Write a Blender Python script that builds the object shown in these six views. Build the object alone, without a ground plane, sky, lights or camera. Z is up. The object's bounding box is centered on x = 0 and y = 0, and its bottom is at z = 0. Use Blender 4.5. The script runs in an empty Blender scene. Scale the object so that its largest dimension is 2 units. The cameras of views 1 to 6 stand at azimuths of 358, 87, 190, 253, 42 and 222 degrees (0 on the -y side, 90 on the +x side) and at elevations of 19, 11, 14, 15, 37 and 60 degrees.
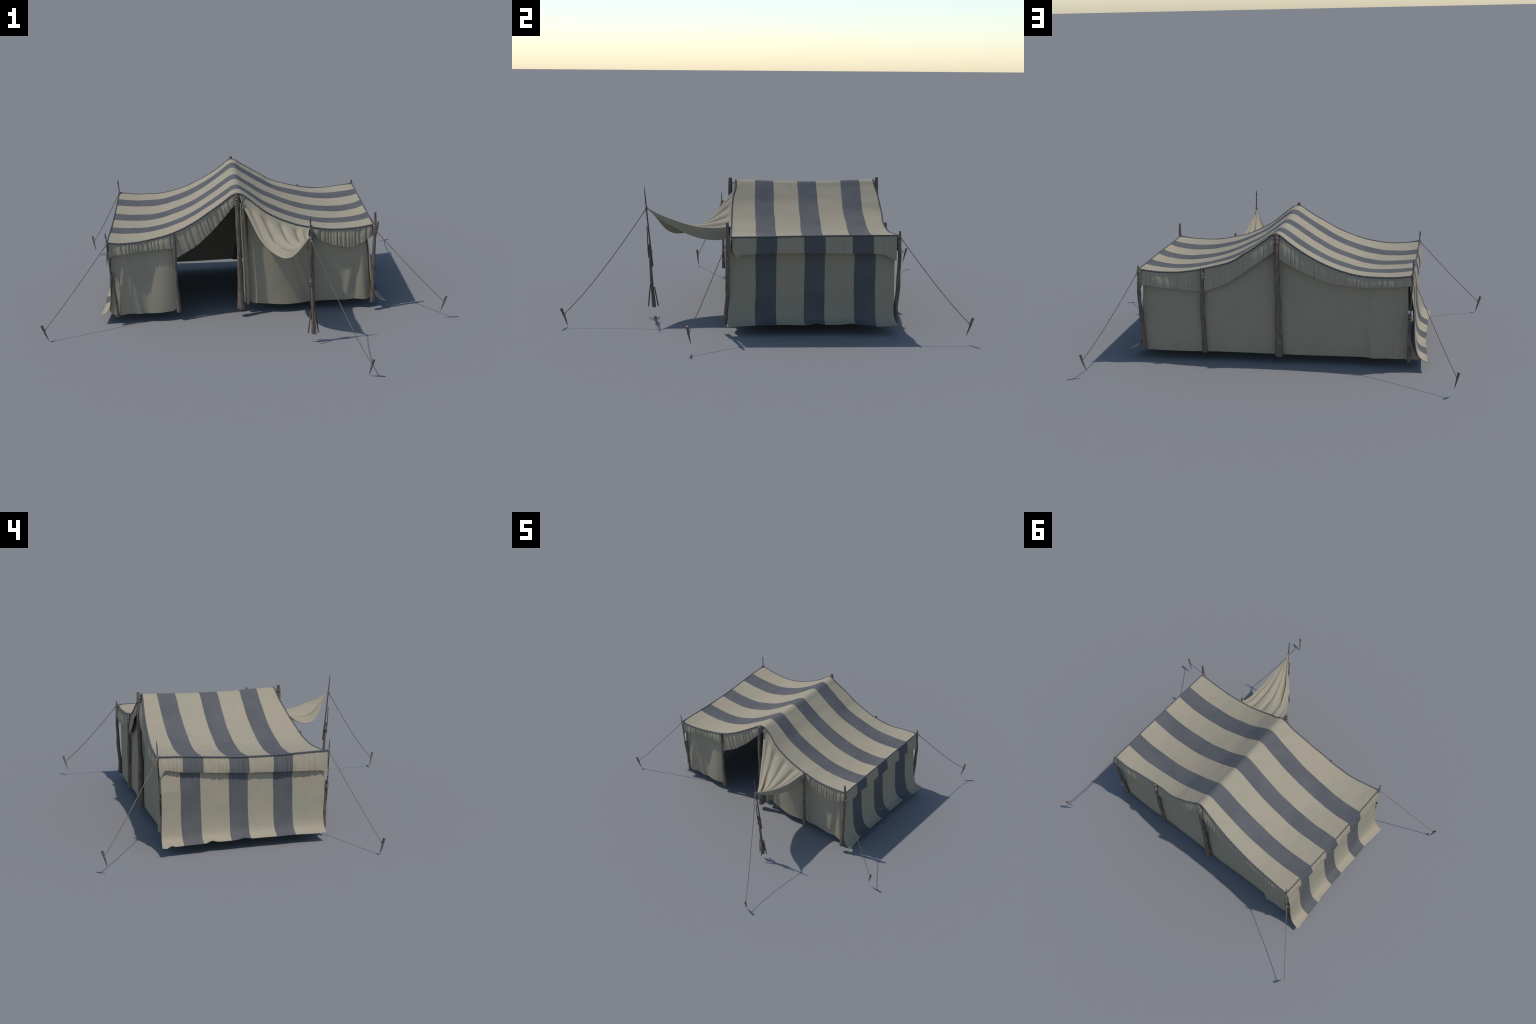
# Striped canvas marching tent with awning, lashed poles, spears, guy ropes and pegs.
import bpy, math, random
import numpy as np
from mathutils import Vector, Matrix, noise

random.seed(11)
TAU = 2 * math.pi

# ------------------------------------------------------------------ curves
def curve(pts):
    """Monotone cubic (pchip) through control points (x, y) -> callable on arrays."""
    p = np.array(sorted(pts), float)
    x, y = p[:, 0], p[:, 1]
    h = np.diff(x); d = np.diff(y) / h
    m = np.zeros_like(y)
    m[0], m[-1] = d[0], d[-1]
    for i in range(1, len(x) - 1):
        if d[i - 1] * d[i] > 0:
            w1, w2 = 2 * h[i] + h[i - 1], h[i] + 2 * h[i - 1]
            m[i] = (w1 + w2) / (w1 / d[i - 1] + w2 / d[i])
    def f(t):
        t = np.clip(np.asarray(t, float), x[0], x[-1])
        i = np.clip(np.searchsorted(x, t) - 1, 0, len(x) - 2)
        s = (t - x[i]) / h[i]
        return ((1 + 2 * s) * (1 - s) ** 2 * y[i] + s * (1 - s) ** 2 * h[i] * m[i]
                + s * s * (3 - 2 * s) * y[i + 1] + s * s * (s - 1) * h[i] * m[i + 1])
    return f

def smooth_path(pts, n):
    """Catmull-Rom through 3D control points, n samples evenly spaced by length."""
    P = np.array(pts, float)
    if len(P) == 2:
        t = np.linspace(0, 1, n)[:, None]
        return P[0] * (1 - t) + P[1] * t
    Q = np.vstack([2 * P[0] - P[1], P, 2 * P[-1] - P[-2]])
    out = []
    for i in range(1, len(Q) - 2):
        for s in np.linspace(0, 1, 24, endpoint=False):
            a, b, c, d = Q[i - 1], Q[i], Q[i + 1], Q[i + 2]
            out.append(.5 * (2 * b + (c - a) * s + (2 * a - 5 * b + 4 * c - d) * s * s
                             + (3 * b - a - 3 * c + d) * s ** 3))
    out.append(Q[-2]); out = np.array(out)
    L = np.r_[0, np.cumsum(np.linalg.norm(np.diff(out, axis=0), axis=1))]
    t = np.linspace(0, L[-1], n)
    return np.stack([np.interp(t, L, out[:, k]) for k in range(3)], 1)

def bump(x, c, w):
    return np.exp(-((x - c) / w) ** 2)

def soft_noise(x, y, z, seed=0.0):
    f = np.vectorize(lambda a, b, c: noise.noise((a + seed, b - seed, c + 2 * seed)))
    return f(x, y, z)

# --------------------------------------------------------------- materials
def new_mat(name):
    m = bpy.data.materials.new(name); m.use_nodes = True
    nt = m.node_tree; b = nt.nodes["Principled BSDF"]
    return m, nt, b

def N(nt, kind, **kw):
    n = nt.nodes.new(kind)
    for k, v in kw.items():
        setattr(n, k, v)
    return n

def math_node(nt, op, a, b=None, c=None):
    n = N(nt, "ShaderNodeMath", operation=op)
    for i, v in enumerate((a, b, c)):
        if v is None: continue
        if isinstance(v, (int, float)): n.inputs[i].default_value = v
        else: nt.links.new(v, n.inputs[i])
    return n.outputs[0]

def noise_tex(nt, vec, scale, detail=3, rough=.5):
    n = N(nt, "ShaderNodeTexNoise")
    n.inputs["Scale"].default_value = scale
    n.inputs["Detail"].default_value = detail
    n.inputs["Roughness"].default_value = rough
    nt.links.new(vec, n.inputs["Vector"])
    return n.outputs["Fac"]

def mix_col(nt, fac, a, b, mode='MIX'):
    n = N(nt, "ShaderNodeMix", data_type='RGBA', blend_type=mode)
    for sock, v in ((n.inputs["Factor"], fac), (n.inputs["A"], a), (n.inputs["B"], b)):
        pass
    s = [i for i in n.inputs if i.type == 'RGBA']
    f = [i for i in n.inputs if i.type == 'VALUE'][0]
    for sock, v in ((f, fac), (s[0], a), (s[1], b)):
        if isinstance(v, (int, float)): sock.default_value = v
        elif isinstance(v, tuple): sock.default_value = (*v, 1)
        else: nt.links.new(v, sock)
    return [o for o in n.outputs if o.type == 'RGBA'][0]

def map_range(nt, v, a, b, c=0.0, d=1.0):
    n = N(nt, "ShaderNodeMapRange")
    nt.links.new(v, n.inputs[0])
    for i, q in enumerate((a, b, c, d)): n.inputs[i + 1].default_value = q
    return n.outputs[0]

CREAM_A, CREAM_B, CREAM_C = (.345, .298, .216), (.322, .294, .212), (.350, .290, .212)
SLATE_A, SLATE_B = (.097, .098, .102), (.112, .111, .112)
BANDS = ((-.020, .075), (.197, .294), (.419, .516))       # dark bands along y

WALL_BANDS = ((-.023, .073), (.201, .294), (.431, .527))

def canvas(name, bands=()):
    m, nt, b = new_mat(name)
    co = N(nt, "ShaderNodeTexCoord").outputs["Object"]
    cool = map_range(nt, noise_tex(nt, co, 9, 3), .40, .62)
    warm = map_range(nt, noise_tex(nt, co, 6.3, 3), .46, .66, 0, .8)
    col = mix_col(nt, cool, CREAM_A, CREAM_B)
    col = mix_col(nt, warm, col, CREAM_C)
    if bands:
        sep = N(nt, "ShaderNodeSeparateXYZ"); nt.links.new(co, sep.inputs[0])
        wob = math_node(nt, 'MULTIPLY_ADD', noise_tex(nt, co, 5, 1), .014, -.007)
        y = math_node(nt, 'ADD', math_node(nt, 'MULTIPLY_ADD', sep.outputs[0], .019, sep.outputs[1]), wob)
        total = None
        for lo, hi in bands:
            d = math_node(nt, 'ABSOLUTE', math_node(nt, 'SUBTRACT', y, (lo + hi) / 2))
            band = map_range(nt, d, (hi - lo) / 2 + .0008, (hi - lo) / 2 - .0008)
            total = band if total is None else math_node(nt, 'ADD', total, band)
        slate = mix_col(nt, cool, SLATE_A, SLATE_B)
        col = mix_col(nt, total, col, slate)
    # faint smudges and fine thread grain
    smudge = map_range(nt, noise_tex(nt, co, 22, 4, .65), .55, .80, 0, .22)
    col = mix_col(nt, smudge, col, (.55, .55, .53), 'MULTIPLY')
    grain = map_range(nt, noise_tex(nt, co, 420, 2, .6), .3, .7, 0, .16)
    col = mix_col(nt, grain, col, (.62, .62, .62), 'MULTIPLY')
    nt.links.new(col, b.inputs["Base Color"])
    b.inputs["Roughness"].default_value = .92
    b.inputs["Specular IOR Level"].default_value = .15
    bp = N(nt, "ShaderNodeBump"); bp.inputs["Strength"].default_value = .25
    bp.inputs["Distance"].default_value = .0012
    nt.links.new(noise_tex(nt, co, 330, 2), bp.inputs["Height"])
    nt.links.new(bp.outputs[0], b.inputs["Normal"])
    return m

def wood(name, light, dark):
    m, nt, b = new_mat(name)
    co = N(nt, "ShaderNodeTexCoord").outputs["Object"]
    mp = N(nt, "ShaderNodeMapping"); mp.inputs["Scale"].default_value = (1, 1, .06)
    nt.links.new(co, mp.inputs[0])
    g = noise_tex(nt, mp.outputs[0], 330, 4, .6)
    k = noise_tex(nt, co, 26, 3)
    col = mix_col(nt, map_range(nt, g, .36, .64), dark, light)
    col = mix_col(nt, map_range(nt, k, .50, .72, 0, .6), col, tuple(.62 * c for c in dark))
    nt.links.new(col, b.inputs["Base Color"])
    b.inputs["Roughness"].default_value = .85
    b.inputs["Specular IOR Level"].default_value = .1
    bp = N(nt, "ShaderNodeBump"); bp.inputs["Strength"].default_value = .6
    bp.inputs["Distance"].default_value = .002
    nt.links.new(g, bp.inputs["Height"]); nt.links.new(bp.outputs[0], b.inputs["Normal"])
    return m

def fibre(name, a, c):
    m, nt, b = new_mat(name)
    co = N(nt, "ShaderNodeTexCoord").outputs["Object"]
    col = mix_col(nt, map_range(nt, noise_tex(nt, co, 160, 3), .35, .65), a, c)
    nt.links.new(col, b.inputs["Base Color"])
    b.inputs["Roughness"].default_value = .9
    b.inputs["Specular IOR Level"].default_value = .2
    return m

def steel(name):
    m, nt, b = new_mat(name)
    co = N(nt, "ShaderNodeTexCoord").outputs["Object"]
    col = mix_col(nt, map_range(nt, noise_tex(nt, co, 120, 3), .4, .65), (.075, .080, .088), (.13, .125, .125))
    nt.links.new(col, b.inputs["Base Color"])
    b.inputs["Metallic"].default_value = .35
    b.inputs["Roughness"].default_value = .55
    return m

M_STRIPE = canvas("striped_canvas", BANDS)
M_WALL = canvas("striped_wall_canvas", WALL_BANDS)
M_PLAIN = canvas("plain_canvas")
M_WOOD = wood("weathered_pole_wood", (.225, .176, .143), (.108, .084, .070))
M_CUT = wood("cut_wood_end", (.36, .27, .20), (.24, .18, .14))
M_SHAFT = wood("dark_shaft_wood", (.160, .125, .102), (.080, .064, .055))
M_TWINE = fibre("hemp_twine", (.30, .245, .21), (.16, .135, .12))
M_GUY = fibre("guy_rope_hemp", (.25, .20, .165), (.15, .12, .10))
M_STRAND = fibre("dark_rope_strand", (.062, .063, .070), (.095, .096, .104))
M_STRAND2 = fibre("pale_rope_strand", (.20, .197, .195), (.12, .12, .125))
M_STEEL = steel("dark_spear_steel")

# -------------------------------------------------------------- mesh tools
ROOT = bpy.data.objects.new("striped_tent", None)
ROOT.empty_display_size = .1
bpy.context.collection.objects.link(ROOT)
ROOT["label"] = "striped cream and grey canvas tent with awning, poles, spears and ropes"
ROOT["category"] = "tent"

def add(name, verts, faces, mats, parent=None, idx=None, smooth=True, stuff=False):
    me = bpy.data.meshes.new(name)
    me.from_pydata([tuple(v) for v in verts], [], faces)
    for m in (mats if isinstance(mats, (list, tuple)) else [mats]): me.materials.append(m)
    if idx is not None: me.polygons.foreach_set("material_index", idx)
    me.polygons.foreach_set("use_smooth", [smooth] * len(me.polygons))
    me.update()
    o = bpy.data.objects.new(name, me)
    bpy.context.collection.objects.link(o)
    o.parent = parent or ROOT
    if stuff: o["kind"] = "stuff"
    return o

def cloth(name, P, mat, thick=.0028, parent=None):
    """P: (nu, nv, 3) grid -> sheet with real thickness, P lying on its outer face."""
    nu, nv = P.shape[:2]
    du = np.gradient(P, axis=0); dv = np.gradient(P, axis=1)
    n = np.cross(du, dv); n /= np.linalg.norm(n, axis=2, keepdims=True) + 1e-12
    Q = P - n * thick
    V = np.vstack([P.reshape(-1, 3), Q.reshape(-1, 3)]); o = nu * nv
    F = []
    for i in range(nu - 1):
        for j in range(nv - 1):
            a, b, c, d = i * nv + j, (i + 1) * nv + j, (i + 1) * nv + j + 1, i * nv + j + 1
            F.append((a, b, c, d)); F.append((o + a, o + d, o + c, o + b))
    for i in range(nu - 1):
        a, b = i * nv, (i + 1) * nv
        F.append((b, a, o + a, o + b))
        a, b = i * nv + nv - 1, (i + 1) * nv + nv - 1
        F.append((a, b, o + b, o + a))
    for j in range(nv - 1):
        F.append((j, j + 1, o + j + 1, o + j))
        a = (nu - 1) * nv + j
        F.append((a + 1, a, o + a, o + a + 1))
    ob = add(name, V, F, mat, parent)
    ob.data.set_sharp_from_angle(angle=math.radians(50))
    return ob

def frames(path):
    T = np.gradient(path, axis=0); T /= np.linalg.norm(T, axis=1, keepdims=True) + 1e-12
    n = np.cross(T[0], (0.13, .31, .94)); 
    if np.linalg.norm(n) < 1e-3: n = np.cross(T[0], (1, 0, 0))
    n /= np.linalg.norm(n); A = []
    for t in T:
        n = n - t * (n @ t); n /= np.linalg.norm(n); A.append(n.copy())
    A = np.array(A); return T, A, np.cross(T, A)

def tube_data(path, radii, sides, cap=True, lump=None):
    path = np.asarray(path, float); n = len(path)
    r = np.broadcast_to(np.asarray(radii, float), (n,))
    T, A, B = frames(path); V = []
    for i in range(n):
        for k in range(sides):
            a = TAU * k / sides
            rr = r[i] * (1 if lump is None else lump(i, a))
            V.append(path[i] + rr * (math.cos(a) * A[i] + math.sin(a) * B[i]))
    F = [(i * sides + k, i * sides + (k + 1) % sides, (i + 1) * sides + (k + 1) % sides, (i + 1) * sides + k)
         for i in range(n - 1) for k in range(sides)]
    if cap:
        F.append(tuple(range(sides))[::-1]); F.append(tuple((n - 1) * sides + k for k in range(sides)))
    return V, F

def merge(parts):
    V, F, I = [], [], []
    for v, f, m in parts:
        o = len(V); V += list(v); F += [tuple(o + k for k in q) for q in f]; I += [m] * len(f)
    return V, F, I

def rope(name, pts, radius, pitch, n, parent=None, strands=3, mats=None):
    """Laid rope: helical strands round a path."""
    path = smooth_path(pts, n)
    L = np.r_[0, np.cumsum(np.linalg.norm(np.diff(path, axis=0), axis=1))]
    turns = max(1, L[-1] / pitch); m = int(turns * 9) + 2
    t = np.linspace(0, L[-1], m)
    path = np.stack([np.interp(t, L, path[:, k]) for k in range(3)], 1)
    T, A, B = frames(path); parts = []
    for s in range(strands):
        a = TAU * (t / pitch + s / strands)
        q = path + radius * .52 * (np.cos(a)[:, None] * A + np.sin(a)[:, None] * B)
        v, f = tube_data(q, radius * .54, 6)
        parts.append((v, f, 1 if s == 0 else 0))
    V, F, I = merge(parts)
    return add(name, V, F, mats or [M_STRAND, M_STRAND2], parent, I)

def cord(name, pts, radius, mat, parent=None, n=24, sides=7):
    V, F = tube_data(smooth_path(pts, n), radius, sides)
    return add(name, V, F, mat, parent)

def coil(centre_fn, r_fn, z0, z1, turns, wire, tilt=.0, phase=0):
    m = int(turns * 16) + 1; Q = []
    for i in range(m):
        s = i / (m - 1); z = z0 + (z1 - z0) * s; a = TAU * turns * s + phase
        c = centre_fn(z); r = r_fn(z) + wire * .75
        Q.append((c[0] + r * math.cos(a), c[1] + r * math.sin(a), z + tilt * math.cos(a + 1)))
    return tube_data(Q, wire, 6)

def lashing(parent, centre_fn, r_fn, z0, z1, turns, wire=.0024, groups=1, name="lashing"):
    parts = []
    for g in range(groups):
        a = z0 + (z1 - z0) * (g / groups); b = z0 + (z1 - z0) * ((g + .82) / groups)
        if groups == 1: b = z1
        v, f = coil(centre_fn, r_fn, a, b, turns / groups, wire, .0022, random.random() * 6)
        parts.append((v, f, 0))
    V, F, _ = merge(parts)
    return add(name, V, F, M_TWINE, parent)

class Pole:
    """Weathered tree pole: spine and radius profile given by height."""
    def __init__(self, name, spine, radii, seed, mat=None, crook=.0011, sides=18, parent=None, cutmat=None):
        rnd = random.Random(seed)
        z = [p[2] for p in spine]
        self.fx, self.fy = curve([(p[2], p[0]) for p in spine]), curve([(p[2], p[1]) for p in spine])
        self.fr = curve(radii)
        ph = [rnd.random() * 6 for _ in range(4)]
        z0, z1 = min(z), max(z); self.z0, self.z1 = z0, z1
        def centre(h):
            k = min(1, (h - z0) / .08, (z1 - h) / .08)
            return np.array((float(self.fx(h)) + k * crook * (math.sin(17 * h + ph[0]) + .6 * math.sin(41 * h + ph[1])),
                             float(self.fy(h)) + k * crook * (math.sin(15 * h + ph[2]) + .6 * math.sin(37 * h + ph[3])), h))
        self.c = centre; self.r = lambda h: float(self.fr(h))
        n = max(8, int((z1 - z0) / .009))
        hs = np.linspace(z0, z1, n)
        path = np.array([centre(h) for h in hs]); rr = np.array([self.r(h) for h in hs])
        rr *= np.array([1 + .05 * math.sin(33 * h + ph[1]) + .03 * math.sin(71 * h + ph[2]) for h in hs])
        def lump(i, a):
            return 1 + .05 * math.sin(3 * a + 9 * hs[i] + ph[0]) + .035 * math.sin(7 * a + ph[3] + 6 * hs[i])
        V, F = tube_data(path, rr, sides, True, lump)
        mats = [mat or M_WOOD, cutmat or M_WOOD]
        idx = [0] * (len(F) - 1) + [1]
        self.ob = add(name, V, F, mats, parent, idx)
        self.ob.data.set_sharp_from_angle(angle=math.radians(45))

def stick(name, a, b, r0, r1, mat, parent=None, sides=9, seed=0):
    rnd = random.Random(seed)
    P = smooth_path([a, tuple((np.array(a) * .5 + np.array(b) * .5) + np.array([rnd.uniform(-.0012, .0012) for _ in range(3)])), b], 12)
    V, F = tube_data(P, np.linspace(r0, r1, 12), sides)
    o = add(name, V, F, mat, parent); o.data.set_sharp_from_angle(angle=math.radians(45)); return o

def spearhead(parent, base, tip, width):
    """Leaf-shaped blade with socket and mid rib, built along base -> tip."""
    base, tip = np.array(base), np.array(tip); ax = tip - base; L = np.linalg.norm(ax); ax /= L
    s = np.cross(ax, (0, 1, 0)); s /= np.linalg.norm(s); d = np.cross(ax, s)
    prof = ((0, .0028, .0028), (.12, .0026, .0026), (.2, width * .55, .0024), (.32, width, .0026),
            (.5, width * .92, .0024), (.75, width * .55, .0018), (.92, width * .2, .001), (1, .0002, .0002))
    V, F = [], []
    for t, w, h in prof:
        c = base + ax * L * t
        for k in range(8):
            a = TAU * k / 8
            V.append(c + s * w * math.cos(a) + d * h * math.sin(a) * (1 if k % 2 == 0 else .8))
    for i in range(len(prof) - 1):
        for k in range(8):
            F.append((i * 8 + k, i * 8 + (k + 1) % 8, (i + 1) * 8 + (k + 1) % 8, (i + 1) * 8 + k))
    F += [tuple(range(8))[::-1], tuple((len(prof) - 1) * 8 + k for k in range(8))]
    return add("spearhead", V, F, M_STEEL, parent)

def knot(parent, p, r, seed=0, wire=.0022, name="knot"):
    """A few crossing turns of twine round point p."""
    rnd = random.Random(seed); parts = []
    for k in range(4):
        ax = Vector((rnd.uniform(-.5, .5), rnd.uniform(-.5, .5), 1)).normalized()
        R = ax.to_track_quat('Z', 'Y').to_matrix()
        Q = [np.array(p) + np.array(R @ Vector((r * math.cos(a), r * math.sin(a), (k - 1.5) * wire * 1.3)))
             for a in np.linspace(0, TAU, 17)]
        v, f = tube_data(Q, wire, 6); parts.append((v, f, 0))
    V, F, _ = merge(parts)
    return add(name, V, F, M_TWINE, parent)

# ------------------------------------------------------------ roof canopy
Zf = curve([(-.656, .438), (-.627, .432), (-.569, .426), (-.519, .426), (-.475, .430), (-.424, .438), (-.379, .447),
            (-.334, .460), (-.283, .479), (-.244, .497), (-.212, .513), (-.180, .532), (-.156, .547), (-.134, .560), (-.107, .577),
            (-.082, .593), (-.058, .610), (-.033, .627), (-.014, .634), (.002, .634), (.014, .629), (.037, .613), (.061, .594),
            (.082, .577), (.102, .560), (.137, .534), (.184, .507), (.234, .484), (.281, .466), (.321, .455), (.362, .447),
            (.402, .439), (.447, .433), (.507, .431), (.542, .432), (.595, .436), (.660, .446)])
Zm = curve([(-.656, .436), (-.579, .427), (-.495, .424), (-.412, .432), (-.337, .454), (-.260, .482), (-.181, .525), (-.102, .575),
            (-.050, .610), (-.024, .624), (-.009, .627), (.006, .622), (.026, .607), (.075, .573), (.122, .540), (.186, .508),
            (.269, .471), (.353, .444), (.437, .429), (.522, .424), (.607, .433), (.640, .442), (.660, .452)])
Zb = curve([(-.656, .463), (-.594, .454), (-.531, .450), (-.461, .450), (-.397, .456), (-.346, .467), (-.296, .482), (-.252, .499),
            (-.208, .519), (-.169, .540), (-.132, .562), (-.095, .586), (-.066, .607), (-.037, .629), (-.018, .637), (-.002, .634),
            (.029, .612), (.063, .589), (.102, .563), (.141, .539), (.181, .512), (.224, .493), (.272, .479),
            (.333, .463), (.381, .453), (.429, .446), (.484, .441), (.532, .442), (.586, .446), (.660, .454)])
Yf = curve([(-.656, -.184), (-.569, -.172), (-.475, -.158), (-.424, -.154), (-.328, -.149), (-.283, -.147), (-.212, -.138), (-.134, -.127),
            (-.058, -.117), (0, -.115), (.037, -.114), (.06, -.118), (.102, -.130), (.184, -.136), (.34, -.140), (.49, -.143), (.660, -.144)])
Yb = curve([(-.656, .641), (-.526, .630), (-.335, .617), (-.15, .603), (-.06, .593), (0, .588), (.1, .599), (.2, .602),
            (.336, .592), (.48, .597), (.577, .609), (.660, .609)])

def roof(x, w):
    """Point grid of the canopy; w runs 0 at the front edge to 1 at the back edge, sagging through the middle section."""
    x, w = np.broadcast_arrays(np.asarray(x, float), np.asarray(w, float))
    q = np.clip((w - .18) / .64, 0, 1); q = .5 * w + .5 * q
    z = Zf(x) * (1 - q) * (1 - 2 * q) + Zm(x) * 4 * q * (1 - q) + Zb(x) * q * (2 * q - 1)
    y = Yf(x) * (1 - w) + Yb(x) * w
    return np.stack([x, y, z], -1)

XL, XR = -.655, .659
us = np.linspace(XL, XR, 260); ws = np.linspace(0, 1, 84)
P = roof(us[:, None], ws[None, :])
P[..., 2] += .0016 * soft_noise(P[..., 0] * 9, P[..., 1] * 9, 0 * P[..., 0], 3.1) + .0007 * soft_noise(P[..., 0] * 31, P[..., 1] * 23, 0 * P[..., 0], 7.7)
# rounded corners of the cloth
for cx, cw in ((XL, 0), (XL, 1), (XR, 0), (XR, 1)):
    d = np.hypot(P[..., 0] - cx, (ws[None, :] - cw) * .8)
    k = np.clip(1 - d / .03, 0, 1)
    P[..., 2] -= .004 * k
cloth("roof_canopy", P, M_STRIPE, .003)

# rope sewn along the four roof edges
def edge(xs, w, out=(0, 0, 0), dz=.0002):
    q = roof(np.asarray(xs), float(w)); q += np.array(out); q[:, 2] += dz; return q
fr = edge(np.linspace(XL, XR, 70), 0, (0, -.003, 0)); bk = edge(np.linspace(XL, XR, 70), 1, (0, .003, 0))
lf = roof(XL, np.linspace(0, 1, 26)) + np.array((-.003, 0, .0002)); rt = roof(XR, np.linspace(0, 1, 26)) + np.array((.003, 0, .0002))
for path in (fr, bk, lf, rt):
    rope("edge_rope", path, .0038, .019, 400)

# ------------------------------------------------------------------ valances
def pleats(s, period, seed):
    """Irregular gathered folds along length s (metres): broad crests, narrow valleys."""
    rnd = random.Random(seed); p = [rnd.random() * 6 for _ in range(5)]
    q = s / period + .38 * np.sin(s * 23 + p[0]) + .27 * np.sin(s * 57 + p[1])
    d = np.abs(q - np.round(q)); k = np.round(q)
    amp = .62 + .38 * np.sin(k * 2.4 + p[2]) * np.sin(k * 1.3 + p[3])
    wid = .20 + .07 * np.sin(k * 1.7 + p[4])
    return .35 + .25 * np.sin(s * 41 + p[1]) - amp * np.exp(-(d / wid) ** 2)

def valance(a, b, axis, bottom, mat, seed, period=.019, depth=.0048, lean=0, flare=.006, ends=(.01, .01)):
    """Hanging strip below a roof edge. axis 'f','b' run in x, 'l','r' run in y; bottom: (coord, z) points."""
    nb = max(30, int(abs(b - a) / .0018)); nv = 18
    t = np.linspace(a, b, nb); v = np.linspace(0, 1, nv)
    zb = curve(bottom)(t)
    if axis in 'fb':
        w = 0. if axis == 'f' else 1.
        top = roof(t, w); od = np.array((0, -1. if axis == 'f' else 1., 0))
    else:
        x = XL if axis == 'l' else XR
        wy = np.array([np.interp(q, [Yf(x), Yb(x)], [0, 1]) for q in t])
        top = roof(x, wy); od = np.array((-1. if axis == 'l' else 1., 0, 0))
    env = np.clip(np.minimum((t - min(a, b)) / ends[0], (max(a, b) - t) / ends[1]), 0, 1)
    G = np.zeros((nb, nv, 3))
    drop = top[:, 2] - .002 - zb
    for j, q in enumerate(v):
        pl = pleats(t - lean * drop * q, period, seed) * (.25 + .75 * env)
        G[:, j] = top + od * .0015
        k = min(1, q * 2.4) ** .7
        G[:, j, 2] = top[:, 2] - .002 - drop * q
        G[:, j] += od * (flare * math.sin(q * 1.7) * (1 + (.9 * bump(t, -.02, .12) if axis == 'b' else 0)) + depth * pl * k)[:, None]
        G[:, j, 2] -= q * .0008 * pl
    Gn = soft_noise(G[..., 0] * 16, G[..., 1] * 16, G[..., 2] * 16, seed)
    G += od * (Gn * (.0012 if axis == 'b' else .003) * v[None, :])[..., None]
    cloth("valance", G[::-1], mat, .0022)

valance(-.652, -.338, 'f', [(-.652, .352), (-.640, .371), (-.605, .372), (-.542, .375), (-.479, .378), (-.415, .381), (-.365, .383), (-.338, .380)], M_PLAIN, 2, .020, .0080, lean=.1)
valance(-.327, -.014, 'f', [(-.327, .331), (-.322, .333), (-.278, .354), (-.232, .379), (-.179, .420), (-.136, .456), (-.093, .500), (-.063, .533), (-.036, .563), (-.014, .590)], M_PLAIN, 5, .0235, .0095, lean=.27)
valance(.358, .656, 'f', [(.358, .434), (.374, .404), (.395, .380), (.433, .362), (.468, .350), (.503, .343), (.553, .335), (.592, .350), (.627, .367), (.656, .388)], M_PLAIN, 8, .0195, .0085)
valance(.656, .354, 'b', [(.656, .372), (.637, .377), (.568, .370), (.500, .361), (.431, .355), (.354, .351)], M_PLAIN, 11, .025, .0050, flare=.012)
valance(.340, -.006, 'b', [(.340, .354), (.326, .356), (.288, .370), (.226, .397), (.158, .440), (.090, .489), (.029, .530), (-.006, .556)], M_PLAIN, 13, .026, .0046, flare=.012)
valance(-.033, -.654, 'b', [(-.033, .520), (-.042, .515), (-.087, .490), (-.132, .468), (-.191, .443), (-.243, .424), (-.307, .410), (-.372, .403), (-.442, .401), (-.500, .404), (-.563, .408), (-.654, .417)], M_PLAIN, 17, .026, .0050, flare=.012)
valance(-.142, .607, 'r', [(-.142, .384), (-.133, .372), (-.122, .353), (-.105, .364), (-.030, .371), (.190, .374), (.416, .372), (.512, .372), (.553, .365), (.590, .345), (.607, .338)], M_STRIPE, 19, .033, .0044, flare=.010)
valance(.639, -.183, 'l', [(.639, .384), (.632, .366), (.622, .385), (.612, .398), (.539, .386), (.442, .377), (.313, .367), (.215, .360), (.092, .355), (-.004, .350), (-.150, .343), (-.170, .330), (-.183, .312)], M_STRIPE, 23, .029, .0046, flare=.012)

# --------------------------------------------------------------------- walls
def side_profile(side):
    """Half-section of an end wall as (x, z), foot last: upright cloth that turns out into a skirt."""
    if side > 0:
        pts = [(.632, .425), (.632, .32), (.636, .22), (.641, .15), (.647, .108), (.654, .083), (.665, .066), (.680, .057), (.703, .048)]
        off = curve([(-.18, .016), (-.14, .012), (-.08, .003), (0, 0), (.2, 0), (.42, .004), (.515, .013), (.56, .019), (.62, .025)])
    else:
        pts = [(.648, .425), (.651, .31), (.656, .18), (.661, .13), (.668, .094), (.678, .072), (.693, .060), (.715, .048)]
        off = curve([(-.17, .010), (-.06, .002), (.1, -.001), (.35, 0), (.44, .004), (.54, .012), (.60, .016), (.65, .018)])
    return smooth_path([(x, 0, z) for x, z in pts], 400), off

def side_x(side, y, z):
    pr, off = side_profile(side)
    return np.interp(z, pr[::-1, 2], pr[::-1, 0]) + off(y) * np.clip((.405 - z) / .11, 0, 1)

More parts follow.
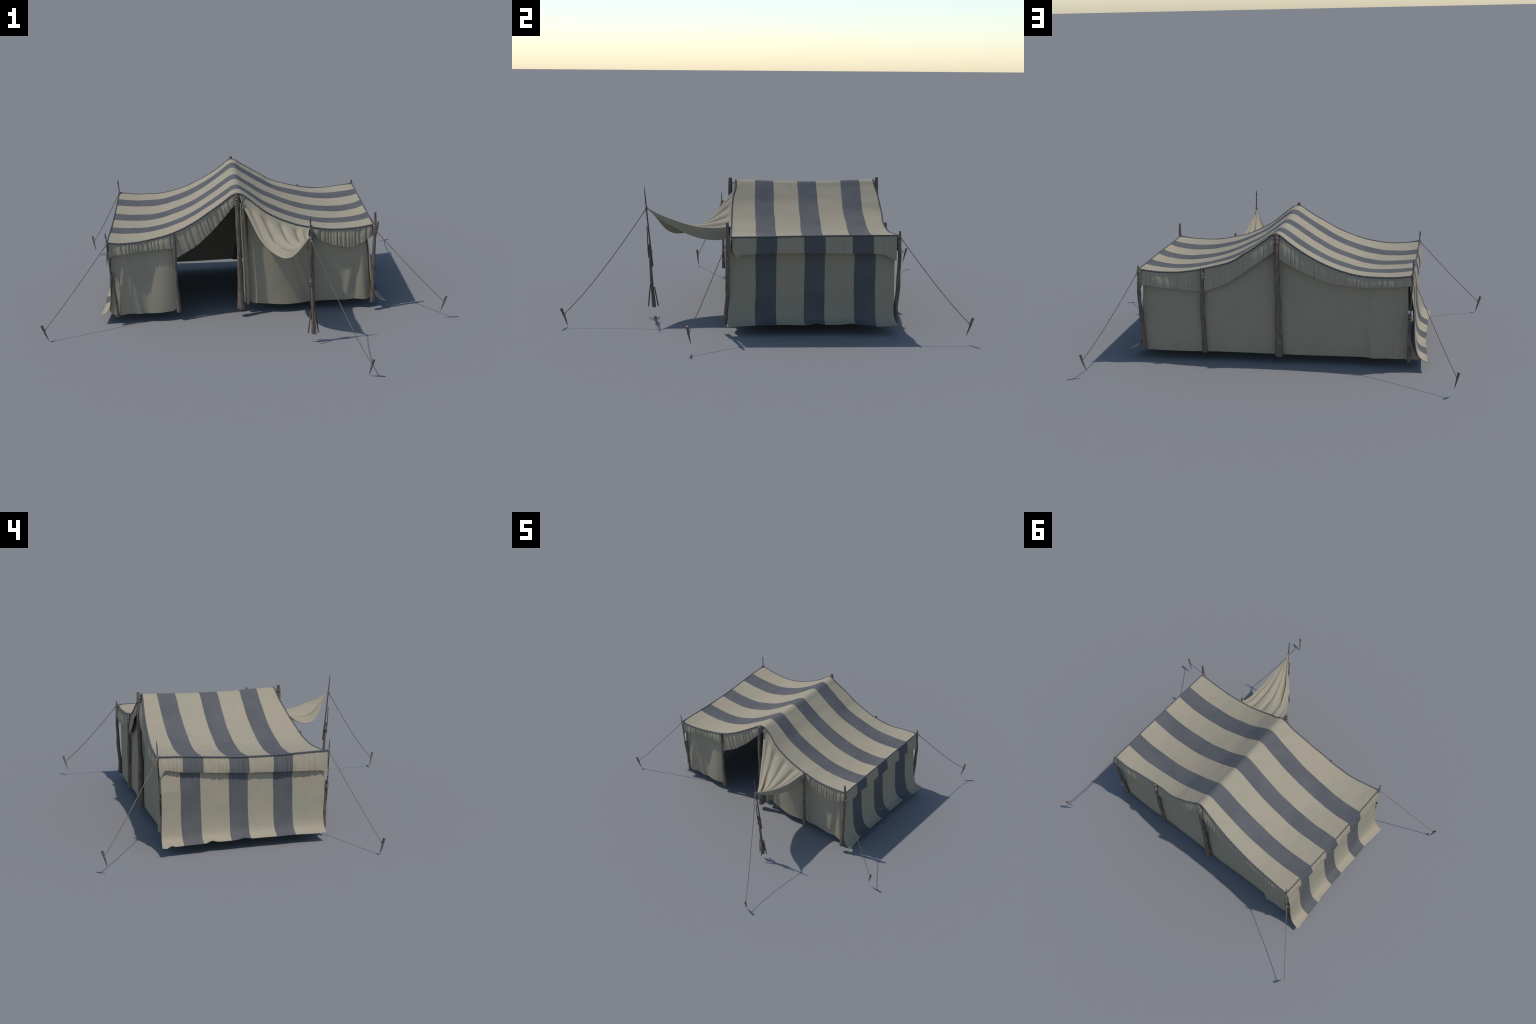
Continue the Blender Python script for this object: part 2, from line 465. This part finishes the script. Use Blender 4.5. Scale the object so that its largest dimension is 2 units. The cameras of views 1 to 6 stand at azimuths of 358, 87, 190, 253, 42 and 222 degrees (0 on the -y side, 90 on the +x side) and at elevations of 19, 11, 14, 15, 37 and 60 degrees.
def wall_side(side):
    """End walls, flaring into a skirt that lies outward at the foot."""
    pr, off = side_profile(side)
    nu, nv = 170, 84
    u = np.linspace(0, 1, nv) ** .62                       # 0 top, 1 foot, denser at the foot
    px = np.interp(u, np.linspace(0, 1, 400), pr[:, 0]); pz = np.interp(u, np.linspace(0, 1, 400), pr[:, 2])
    if side > 0:
        y0 = curve([(0, -.150), (.5, -.158), (.85, -.163), (1, -.168)]); y1 = curve([(0, .604), (.5, .600), (.8, .600), (.92, .606), (1, .612)])
        lift = lambda y: .009 * bump(y, .241, .028) + .006 * bump(y, .40, .035) - .004 * bump(y, -.16, .1) - .004 * bump(y, .53, .04) + .0015 * np.sin(y * 21)
    else:
        y0 = curve([(0, -.170), (.5, -.166), (1, -.162)]); y1 = curve([(0, .630), (.5, .632), (.9, .640), (1, .645)])
        lift = lambda y: .009 * bump(y, .405, .020) + .008 * bump(y, .246, .026) + .006 * bump(y, .600, .014) - .004 * bump(y, .625, .012) - .003 * bump(y, -.1, .1)
    s = np.linspace(0, 1, nu)[:, None]
    y = y0(u)[None, :] * (1 - s) + y1(u)[None, :] * s
    foot = np.clip((u - .86) / .14, 0, 1)[None, :]
    z = pz[None, :] + lift(y) * foot ** 1.5
    x = px[None, :] + off(y) * np.clip((.405 - z) / .11, 0, 1)
    damp = np.clip(u / .25, 0, 1)[None, :]
    x = x + damp * (.003 * soft_noise(y * 6, z * 5, 0 * y, 4.0 + side) + .0016 * soft_noise(y * 15, z * 9, 0 * y, 9.0 + side))
    x = x + foot * (.003 * soft_noise(y * 19, z * 0, 0 * y, 2.0 + side) + .0015 * np.sin(y * 34 + side))
    # slack diagonal drape towards one foot corner, thicker turned hem
    if side > 0:
        x = x + .006 * bump(y, .50 - .5 * (z - .10), .045) * bump(z, .11, .06) - .005 * bump(y, .42 - .5 * (z - .10), .04) * bump(z, .11, .06)
    z = z + .0022 * bump(u, .985, .012)[None, :]
    G = np.stack([side * x, y, z], -1)
    cloth("end_wall", G[::-1] if side > 0 else G, M_WALL, .003)
wall_side(1); wall_side(-1)

def wall_long(name, xa, xb, face, ybot, inset, foot, seed, folds=(), amp=.006, corner=.0):
    """Front or back wall panel hung behind the valance; xa, xb: edge position by height; folds: (x, width, depth, slant)."""
    nu, nv = max(60, int((xb(.2) - xa(.2)) / .0045)), 70
    s = np.linspace(0, 1, nu)[:, None]; q = np.linspace(0, 1, nv)[None, :]
    h = .05 + .38 * q
    xs = xa(h) * (1 - s) + xb(h) * s
    span = xb(.2) - xa(.2)
    edge_z = (Zf if face < 0 else Zb)(xs) - .012
    edge_y = (Yf if face < 0 else Yb)(xs) - face * inset
    zb = foot(xs)
    if corner:
        zb = zb + corner * (np.clip(1 - s * span / .03, 0, 1) ** 2.5 + np.clip(1 - (1 - s) * span / .03, 0, 1) ** 2.5)
    z = zb + (edge_z - zb) * q
    y = ybot(xs) * (1 - q ** 1.6) + edge_y * q ** 1.6
    y = y + face * amp * soft_noise(xs * 5, z * 4, 0 * xs, seed) + face * .0010 * soft_noise(xs * 17, z * 11, 0 * xs, seed + 3)
    for fx, fw, fd, sl in folds:
        y = y + face * fd * bump(xs, fx + sl * (z - .2), fw) * np.clip((.47 - z) / .2, 0, 1)
    G = np.stack([xs, y, z], -1)
    return cloth(name, G[::-1] if face > 0 else G, M_PLAIN, .003)

# front, left of the doorway
wall_long("front_wall", lambda h: -(side_x(-1, -.15, np.maximum(h, .075)) - .006), lambda h: -.336 + 0 * h, -1,
          curve([(-.69, -.148), (-.62, -.164), (-.5, -.161), (-.37, -.150), (-.33, -.147)]), .018,
          lambda x: .046 + .002 * np.sin(x * 30), 2.2,
          folds=((-.605, .020, .010, .12), (-.548, .018, .007, -.15), (-.39, .06, .013, .05), (-.475, .03, -.004, .1)), amp=.004, corner=.02)
# front, right of the doorway
wall_long("front_wall", lambda h: .032 + .02 * (h - .05), lambda h: side_x(1, -.12, np.maximum(h, .10)) - .006, -1,
          curve([(.03, -.104), (.11, -.120), (.25, -.126), (.34, -.120), (.5, -.122), (.6, -.126), (.66, -.122)]), .007,
          lambda x: .044 + .003 * np.sin(x * 14 + 1) + .004 * np.clip((x - .5) / .15, 0, 1), 6.4,
          folds=((.545, .020, .006, .16), (.612, .022, .006, -.08), (.578, .014, -.005, .05), (.46, .05, .007, -.12), (.31, .010, .004, -.32), (.285, .012, -.004, -.28), (.17, .07, .009, -.15), (.60, .05, .007, 0)), amp=.004, corner=.012)
# back
wall_long("back_wall", curve([(0, -.692), (.05, -.690), (.09, -.668), (.16, -.650), (.25, -.640), (.5, -.638)]), curve([(0, .644), (.05, .645), (.16, .651), (.25, .653), (.34, .649), (.5, .640)]), 1,
          curve([(-.70, .604), (-.60, .603), (-.475, .610), (-.43, .597), (-.25, .598), (0, .600), (.3, .602), (.45, .609), (.66, .605)]), .016,
          lambda x: .045 + .001 * np.sin(x * 9), 9.1,
          folds=((-.44, .016, .004, .25), (-.52, .02, .004, .35), (-.60, .012, .004, -.1), (-.585, .008, -.003, -.05)), amp=.002)

# gathered door curtain beside the middle front pole
nu, nv = 60, 50
s = np.linspace(0, 1, nu)[:, None]; q = np.linspace(0, 1, nv)[None, :]
z = .056 + (.585 - .056) * q + 0 * s
fat = .6 + .4 * np.sin(q * 3.0) 
x = .002 + .028 * s + .003 * np.sin(q * 5) + .006 * q
y = -.104 + .011 * np.sin(s * 15.0 + 1.2 * q) * fat - .006 * np.sin(s * math.pi)
cloth("door_curtain", np.stack([x + .004 * np.cos(s * 15), y, z], -1)[::-1], M_PLAIN, .003)
hs = np.linspace(.052, .56, 40)
V, F = tube_data([(.019 + .002 * math.sin(9 * h) + .012 * max(0, h - .35), -.131 - .003 * math.sin(6 * h) + .04 * max(0, h - .42), h) for h in hs],
                 [.0072 * (1 + .10 * math.sin(13 * h)) * (1 if h < .45 else 1 - 4 * (h - .45)) for h in hs], 14, True,
                 lambda i, a: 1 + .12 * math.sin(2 * a + i * .05) + .06 * math.sin(5 * a))
add("curtain_roll", V, F, M_PLAIN)

# -------------------------------------------------------------------- awning
LEFT = smooth_path([(-.002, -.122, .622), (.014, -.143, .571), (.040, -.182, .523), (.064, -.220, .476), (.087, -.258, .438), (.111, -.294, .414),
                    (.139, -.334, .396), (.166, -.374, .388), (.187, -.406, .388), (.204, -.427, .392), (.229, -.454, .408),
                    (.250, -.477, .434), (.275, -.502, .473), (.292, -.524, .503), (.306, -.550, .529)], 90)
RIGHT = smooth_path([(.349, -.147, .448), (.336, -.175, .442), (.329, -.224, .437), (.327, -.280, .439), (.323, -.322, .445),
                     (.322, -.367, .456), (.319, -.418, .473), (.312, -.466, .490), (.305, -.510, .508), (.307, -.550, .530)], 90)
ns = 96
s = np.linspace(0, 1, ns)[:, None, None]; t = np.linspace(0, 1, 90)[None, :, None]
base = LEFT[None] * (1 - s) + RIGHT[None] * s
xe = np.linspace(.002, .349, ns)
E0 = np.stack([xe, Yf(xe) - .002, Zf(xe) - .003], -1)
lin = LEFT[0] * (1 - s[:, 0]) + RIGHT[0] * s[:, 0]
base = base + (E0 - lin)[:, None, :] * (1 - t) ** 2.2
s2, t2 = s[..., 0], t[..., 0]
width = (1 - t2) ** .8
fold = sum(d * bump(s2 + .10 * t2 * (1 - s2), c, w) for c, w, d in ((.14, .045, -.014), (.345, .055, -.016), (.59, .045, -.013), (.82, .045, -.014), (.96, .035, -.006)))
fold = fold * np.clip(t2 * 14, 0, 1) * np.clip((1 - t2) * 1.5, 0, 1)
belly = .014 * np.sin(np.pi * s2) * np.sin(np.pi * t2) + .010 * np.sin(np.pi * s2) * bump(t2, .78, .16)
crease = (-.012 * bump(s2, .30, .045) + .005 * bump(s2, .20, .05)) * bump(t2, .62, .22)
base[..., 2] += fold + belly + crease
base[..., 1] += .4 * fold
cloth("awning", base[::-1], M_PLAIN, .0026)
# hem hanging from the outer side of the awning
nv = 14
dropf = curve([(0, .058), (.15, .060), (.35, .056), (.55, .046), (.8, .026), (1, .004)])(np.linspace(0, 1, 90))
G = np.zeros((90, nv, 3))
for j in range(nv):
    k = j / (nv - 1)
    G[:, j] = RIGHT + np.array((.0012, 0, -.0005))
    G[:, j, 2] -= dropf * k
    G[:, j, 0] += -.004 * k * k + .003 * np.sin(np.linspace(0, 9, 90)) * k
cloth("awning_hem", G, M_PLAIN, .0024)

# --------------------------------------------------------------------- poles
fc = Pole("pole", [(-.0145, -.154, .040), (-.0115, -.151, .25), (-.011, -.149, .45), (-.009, -.147, .646)],
          [(.04, .0190), (.08, .0172), (.2, .0135), (.36, .0115), (.57, .0105), (.646, .0078)], 1)
bc = Pole("pole", [(-.0225, .611, .041), (-.020, .611, .25), (-.019, .611, .648)],
          [(.04, .0190), (.10, .0170), (.25, .0135), (.52, .0110), (.60, .0090), (.648, .0072)], 2)
fml = Pole("pole", [(-.330, -.160, .043), (-.333, -.160, .25), (-.331, -.160, .39), (-.332, -.160, .464)],
           [(.04, .0132), (.1, .0110), (.24, .0085), (.39, .0080), (.44, .0060), (.464, .0042)], 3)
fmr = Pole("pole", [(.349, -.158, .040), (.353, -.161, .25), (.352, -.162, .466)],
           [(.04, .0132), (.1, .0110), (.24, .0088), (.39, .0080), (.44, .0062), (.466, .0045)], 4)
bmr = Pole("pole", [(.346, .608, .044), (.351, .606, .27), (.350, .606, .42), (.351, .604, .467)],
           [(.04, .0135), (.12, .0110), (.27, .0095), (.42, .0075), (.467, .0052)], 5)
fre = Pole("pole", [(.6525, -.172, .044), (.6585, -.164, .21), (.667, -.164, .39), (.670, -.164, .46), (.669, -.166, .514)],
           [(.04, .0125), (.1, .0105), (.21, .0090), (.39, .0088), (.46, .0068), (.514, .0050)], 6)
bre = Pole("pole", [(.652, .615, .047), (.656, .616, .15), (.661, .618, .25), (.661, .620, .34), (.660, .620, .44), (.661, .621, .475)],
           [(.04, .0130), (.1, .0105), (.25, .0092), (.34, .0086), (.44, .0070), (.475, .0042)], 7, crook=.0022)
for p, z0, z1, n, g in ((fc, .588, .636, 5.6, 2), (bc, .598, .636, 5, 2), (fml, .410, .446, 4.6, 2), (fmr, .410, .446, 4.6, 2),
                        (bmr, .416, .448, 4.4, 2), (fre, .402, .454, 6, 2), (bre, .416, .458, 5, 2)):
    lashing(p.ob, p.c, p.r, z0, z1, n, .0016, g)

# short ties from pole heads to the roof rope
def tie(p, h, target, parent, sag=.004):
    a = p.c(h) if isinstance(p, Pole) else np.array(p)
    b = np.array(target); m = (a + b) / 2; m[2] -= sag
    cord("tie", [a, m, b], .0018, M_TWINE, parent)
tie(fc, .628, (.026, -.121, .618), fc.ob); tie(fc, .628, (-.030, -.121, .618), fc.ob)
tie(fc, .604, (.020, -.124, .612), fc.ob, .002)
tie(bc, .626, (.012, .594, .622), bc.ob); tie(bc, .626, (-.042, .596, .622), bc.ob)
tie(fre, .446, (.655, -.147, .447), fre.ob, 0); tie(bre, .450, (.655, .611, .453), bre.ob, 0)
tie(fml, .444, (-.332, -.150, .455), fml.ob, 0); tie(fmr, .442, (.352, -.143, .448), fmr.ob, 0); tie(bmr, .446, (.35, .595, .458), bmr.ob, 0)

# corner posts on the far end carry a lashed-on spear
def spear_post(bottom, band, att, tip, seed, gap, headlen=.040, bandspan=(.012, -.010)):
    b, m, a, t = map(np.array, (bottom, band, att, tip))
    top = m + np.array((0, 0, .022)) + np.array(gap)
    post = Pole("pole", [tuple(b), tuple((b + top) / 2), tuple(top)], [(b[2], .0092), (b[2] + .05, .0080), (top[2], .0052)], seed, crook=.0008, sides=12)
    d = (t - m) / np.linalg.norm(t - m)
    low = m - d * .075 - np.array(gap)
    hb = t - d * headlen
    sh = stick("spear", tuple(low), tuple(hb + d * .004), .0036, .0027, M_SHAFT, seed=seed)
    spearhead(sh, hb, t, .0042)
    lashing(post.ob, lambda z: m + d * ((z - m[2]) / d[2]), lambda z: .0085, m[2] + bandspan[1], m[2] + bandspan[0], 4, .0014, 2, "lashing")
    knot(sh, a, .0048, seed)
    return post, sh
spear_post((-.637, -.182, .045), (-.649, -.187, .262), (-.659, -.191, .436), (-.661, -.194, .496), 21, (.004, .002, 0))
spear_post((-.644, .625, .043), (-.649, .633, .257), (-.659, .641, .466), (-.663, .647, .542), 22, (.002, -.004, 0), bandspan=(.016, -.014))
cord("tie", [(-.659, -.191, .436), (-.655, -.186, .434), (-.650, -.182, .436)], .0024, M_TWINE)
cord("tie", [(-.659, .641, .466), (-.656, .640, .464), (-.652, .638, .463)], .0024, M_TWINE)

# awning prop: spear lashed to a stake bundle with splayed sticks at the foot
prop = Pole("awning_pole", [(.3145, -.524, .042), (.3135, -.531, .15), (.3125, -.538, .26), (.3115, -.5435, .353)],
            [(.04, .0092), (.12, .0080), (.26, .0062), (.353, .0042)], 31, crook=.0006, sides=12)
d = np.array((.309, -.563, .638)) - np.array((.312, -.538, .300)); d /= np.linalg.norm(d)
hb = np.array((.309, -.563, .638)) - d * .050
sh = stick("spear", (.3165, -.528, .245), tuple(hb + d * .004), .0044, .0030, M_SHAFT, seed=41)
spearhead(sh, hb, (.309, -.563, .638), .0042)
stick("stake", (.306, -.5535, .441), (.309, -.546, .286), .0022, .0034, M_SHAFT, seed=42)
stick("stake", (.3095, -.530, .140), (.3170, -.519, .045), .0045, .0052, M_WOOD, seed=43)
for a, b, k in (((.3035, -.534, .158), (.290, -.524, .045), 44), ((.327, -.527, .158), (.339, -.520, .044), 45),
                ((.3215, -.539, .160), (.3225, -.5505, .046), 46), ((.312, -.521, .142), (.314, -.503, .046), 47)):
    stick("stake", a, b, .0030, .0034, M_WOOD, seed=k)
lashing(prop.ob, lambda z: np.array((.3115, -.5405 + (z - .318) * -.09, z)), lambda z: .0098, .308, .328, 3.2, .0017, 1)
knot(sh, (.3085, -.5535, .530), .0052, 8)
cord("tie", [(.3085, -.5535, .530), (.307, -.551, .529), (.306, -.546, .527)], .0024, M_TWINE)

# ---------------------------------------------------------------------- pegs
def peg_mesh():
    n = 14; L = .0955
    hs = np.linspace(0, 1, n)
    prof = curve([(0, .0003), (.08, .0016), (.3, .0034), (.62, .0049), (.95, .0064), (1, .0060)])
    path = [(.0007 * math.sin(5 * h), .0006 * math.sin(7 * h + 1), L * h) for h in hs]
    V, F = tube_data(path, prof(hs), 10, True, lambda i, a: 1 + .06 * math.sin(3 * a + i * .3))
    ob = add("peg", V, F, [M_WOOD, M_CUT], None, [0] * (len(F) - 1) + [1])
    ob.data.set_sharp_from_angle(angle=math.radians(45)); return ob
first = peg_mesh()
PEGS = {"fl": ((-.992, -.347, .090), (-.966, -.336, .001)), "bl": ((-.876, .940, .119), (-.859, .918, .032)),
        "aw": ((.535, -.941, .091), (.519, -.914, .001)), "fr": ((.993, -.338, .119), (.967, -.322, .032)),
        "br": ((.867, .921, .119), (.851, .896, .031))}
RING = {}
for i, (k, (h, tp)) in enumerate(PEGS.items()):
    o = first if i == 0 else first.copy()
    if i: bpy.context.collection.objects.link(o)
    h, tp = Vector(h), Vector(tp); ax = (h - tp)
    o.rotation_mode = 'QUATERNION'
    o.rotation_quaternion = ax.to_track_quat('Z', 'Y') @ Matrix.Rotation(i * 1.3, 3, 'Z').to_quaternion()
    o.location = tp; f = ax.length / .0955; o.scale = (f, f, f)
    r = h.lerp(tp, .385); RING[k] = np.array(r)
    kn = knot(ROOT, tuple(r), .0052, 60 + i, .0014)

# ----------------------------------------------------------------- guy ropes
GUYS = (("fl", (-.660, -.192, .432), .006), ("bl", (-.660, .642, .462), .010), ("aw", (.308, -.555, .528), .024),
        ("fr", (.672, -.168, .420), .006), ("br", (.664, .624, .444), .014))
for k, a, sag in GUYS:
    a = np.array(a); b = RING[k]; u = (a - b) / np.linalg.norm(a - b); b2 = b + u * .004
    pts = []
    for q in np.linspace(0, 1, 9):
        p = a * (1 - q) + b2 * q; p = p.copy(); p[2] -= sag * 4 * q * (1 - q) * (.7 + .6 * q); pts.append(p)
    rope("guy_rope", pts, .0021, .011, 200, mats=[M_GUY, M_GUY], strands=2)
    # whipped doubling next to the upper hitch and at the peg
    v1 = smooth_path([pts[0], pts[0] * .93 + pts[1] * .07 if k != "x" else pts[0], pts[0] * .72 + pts[1] * .28], 14)
    cord("hitch", v1, .0030, M_TWINE, n=14)
    cord("hitch", [b, b + u * .007, b + u * .013], .0031, M_TWINE, n=8)
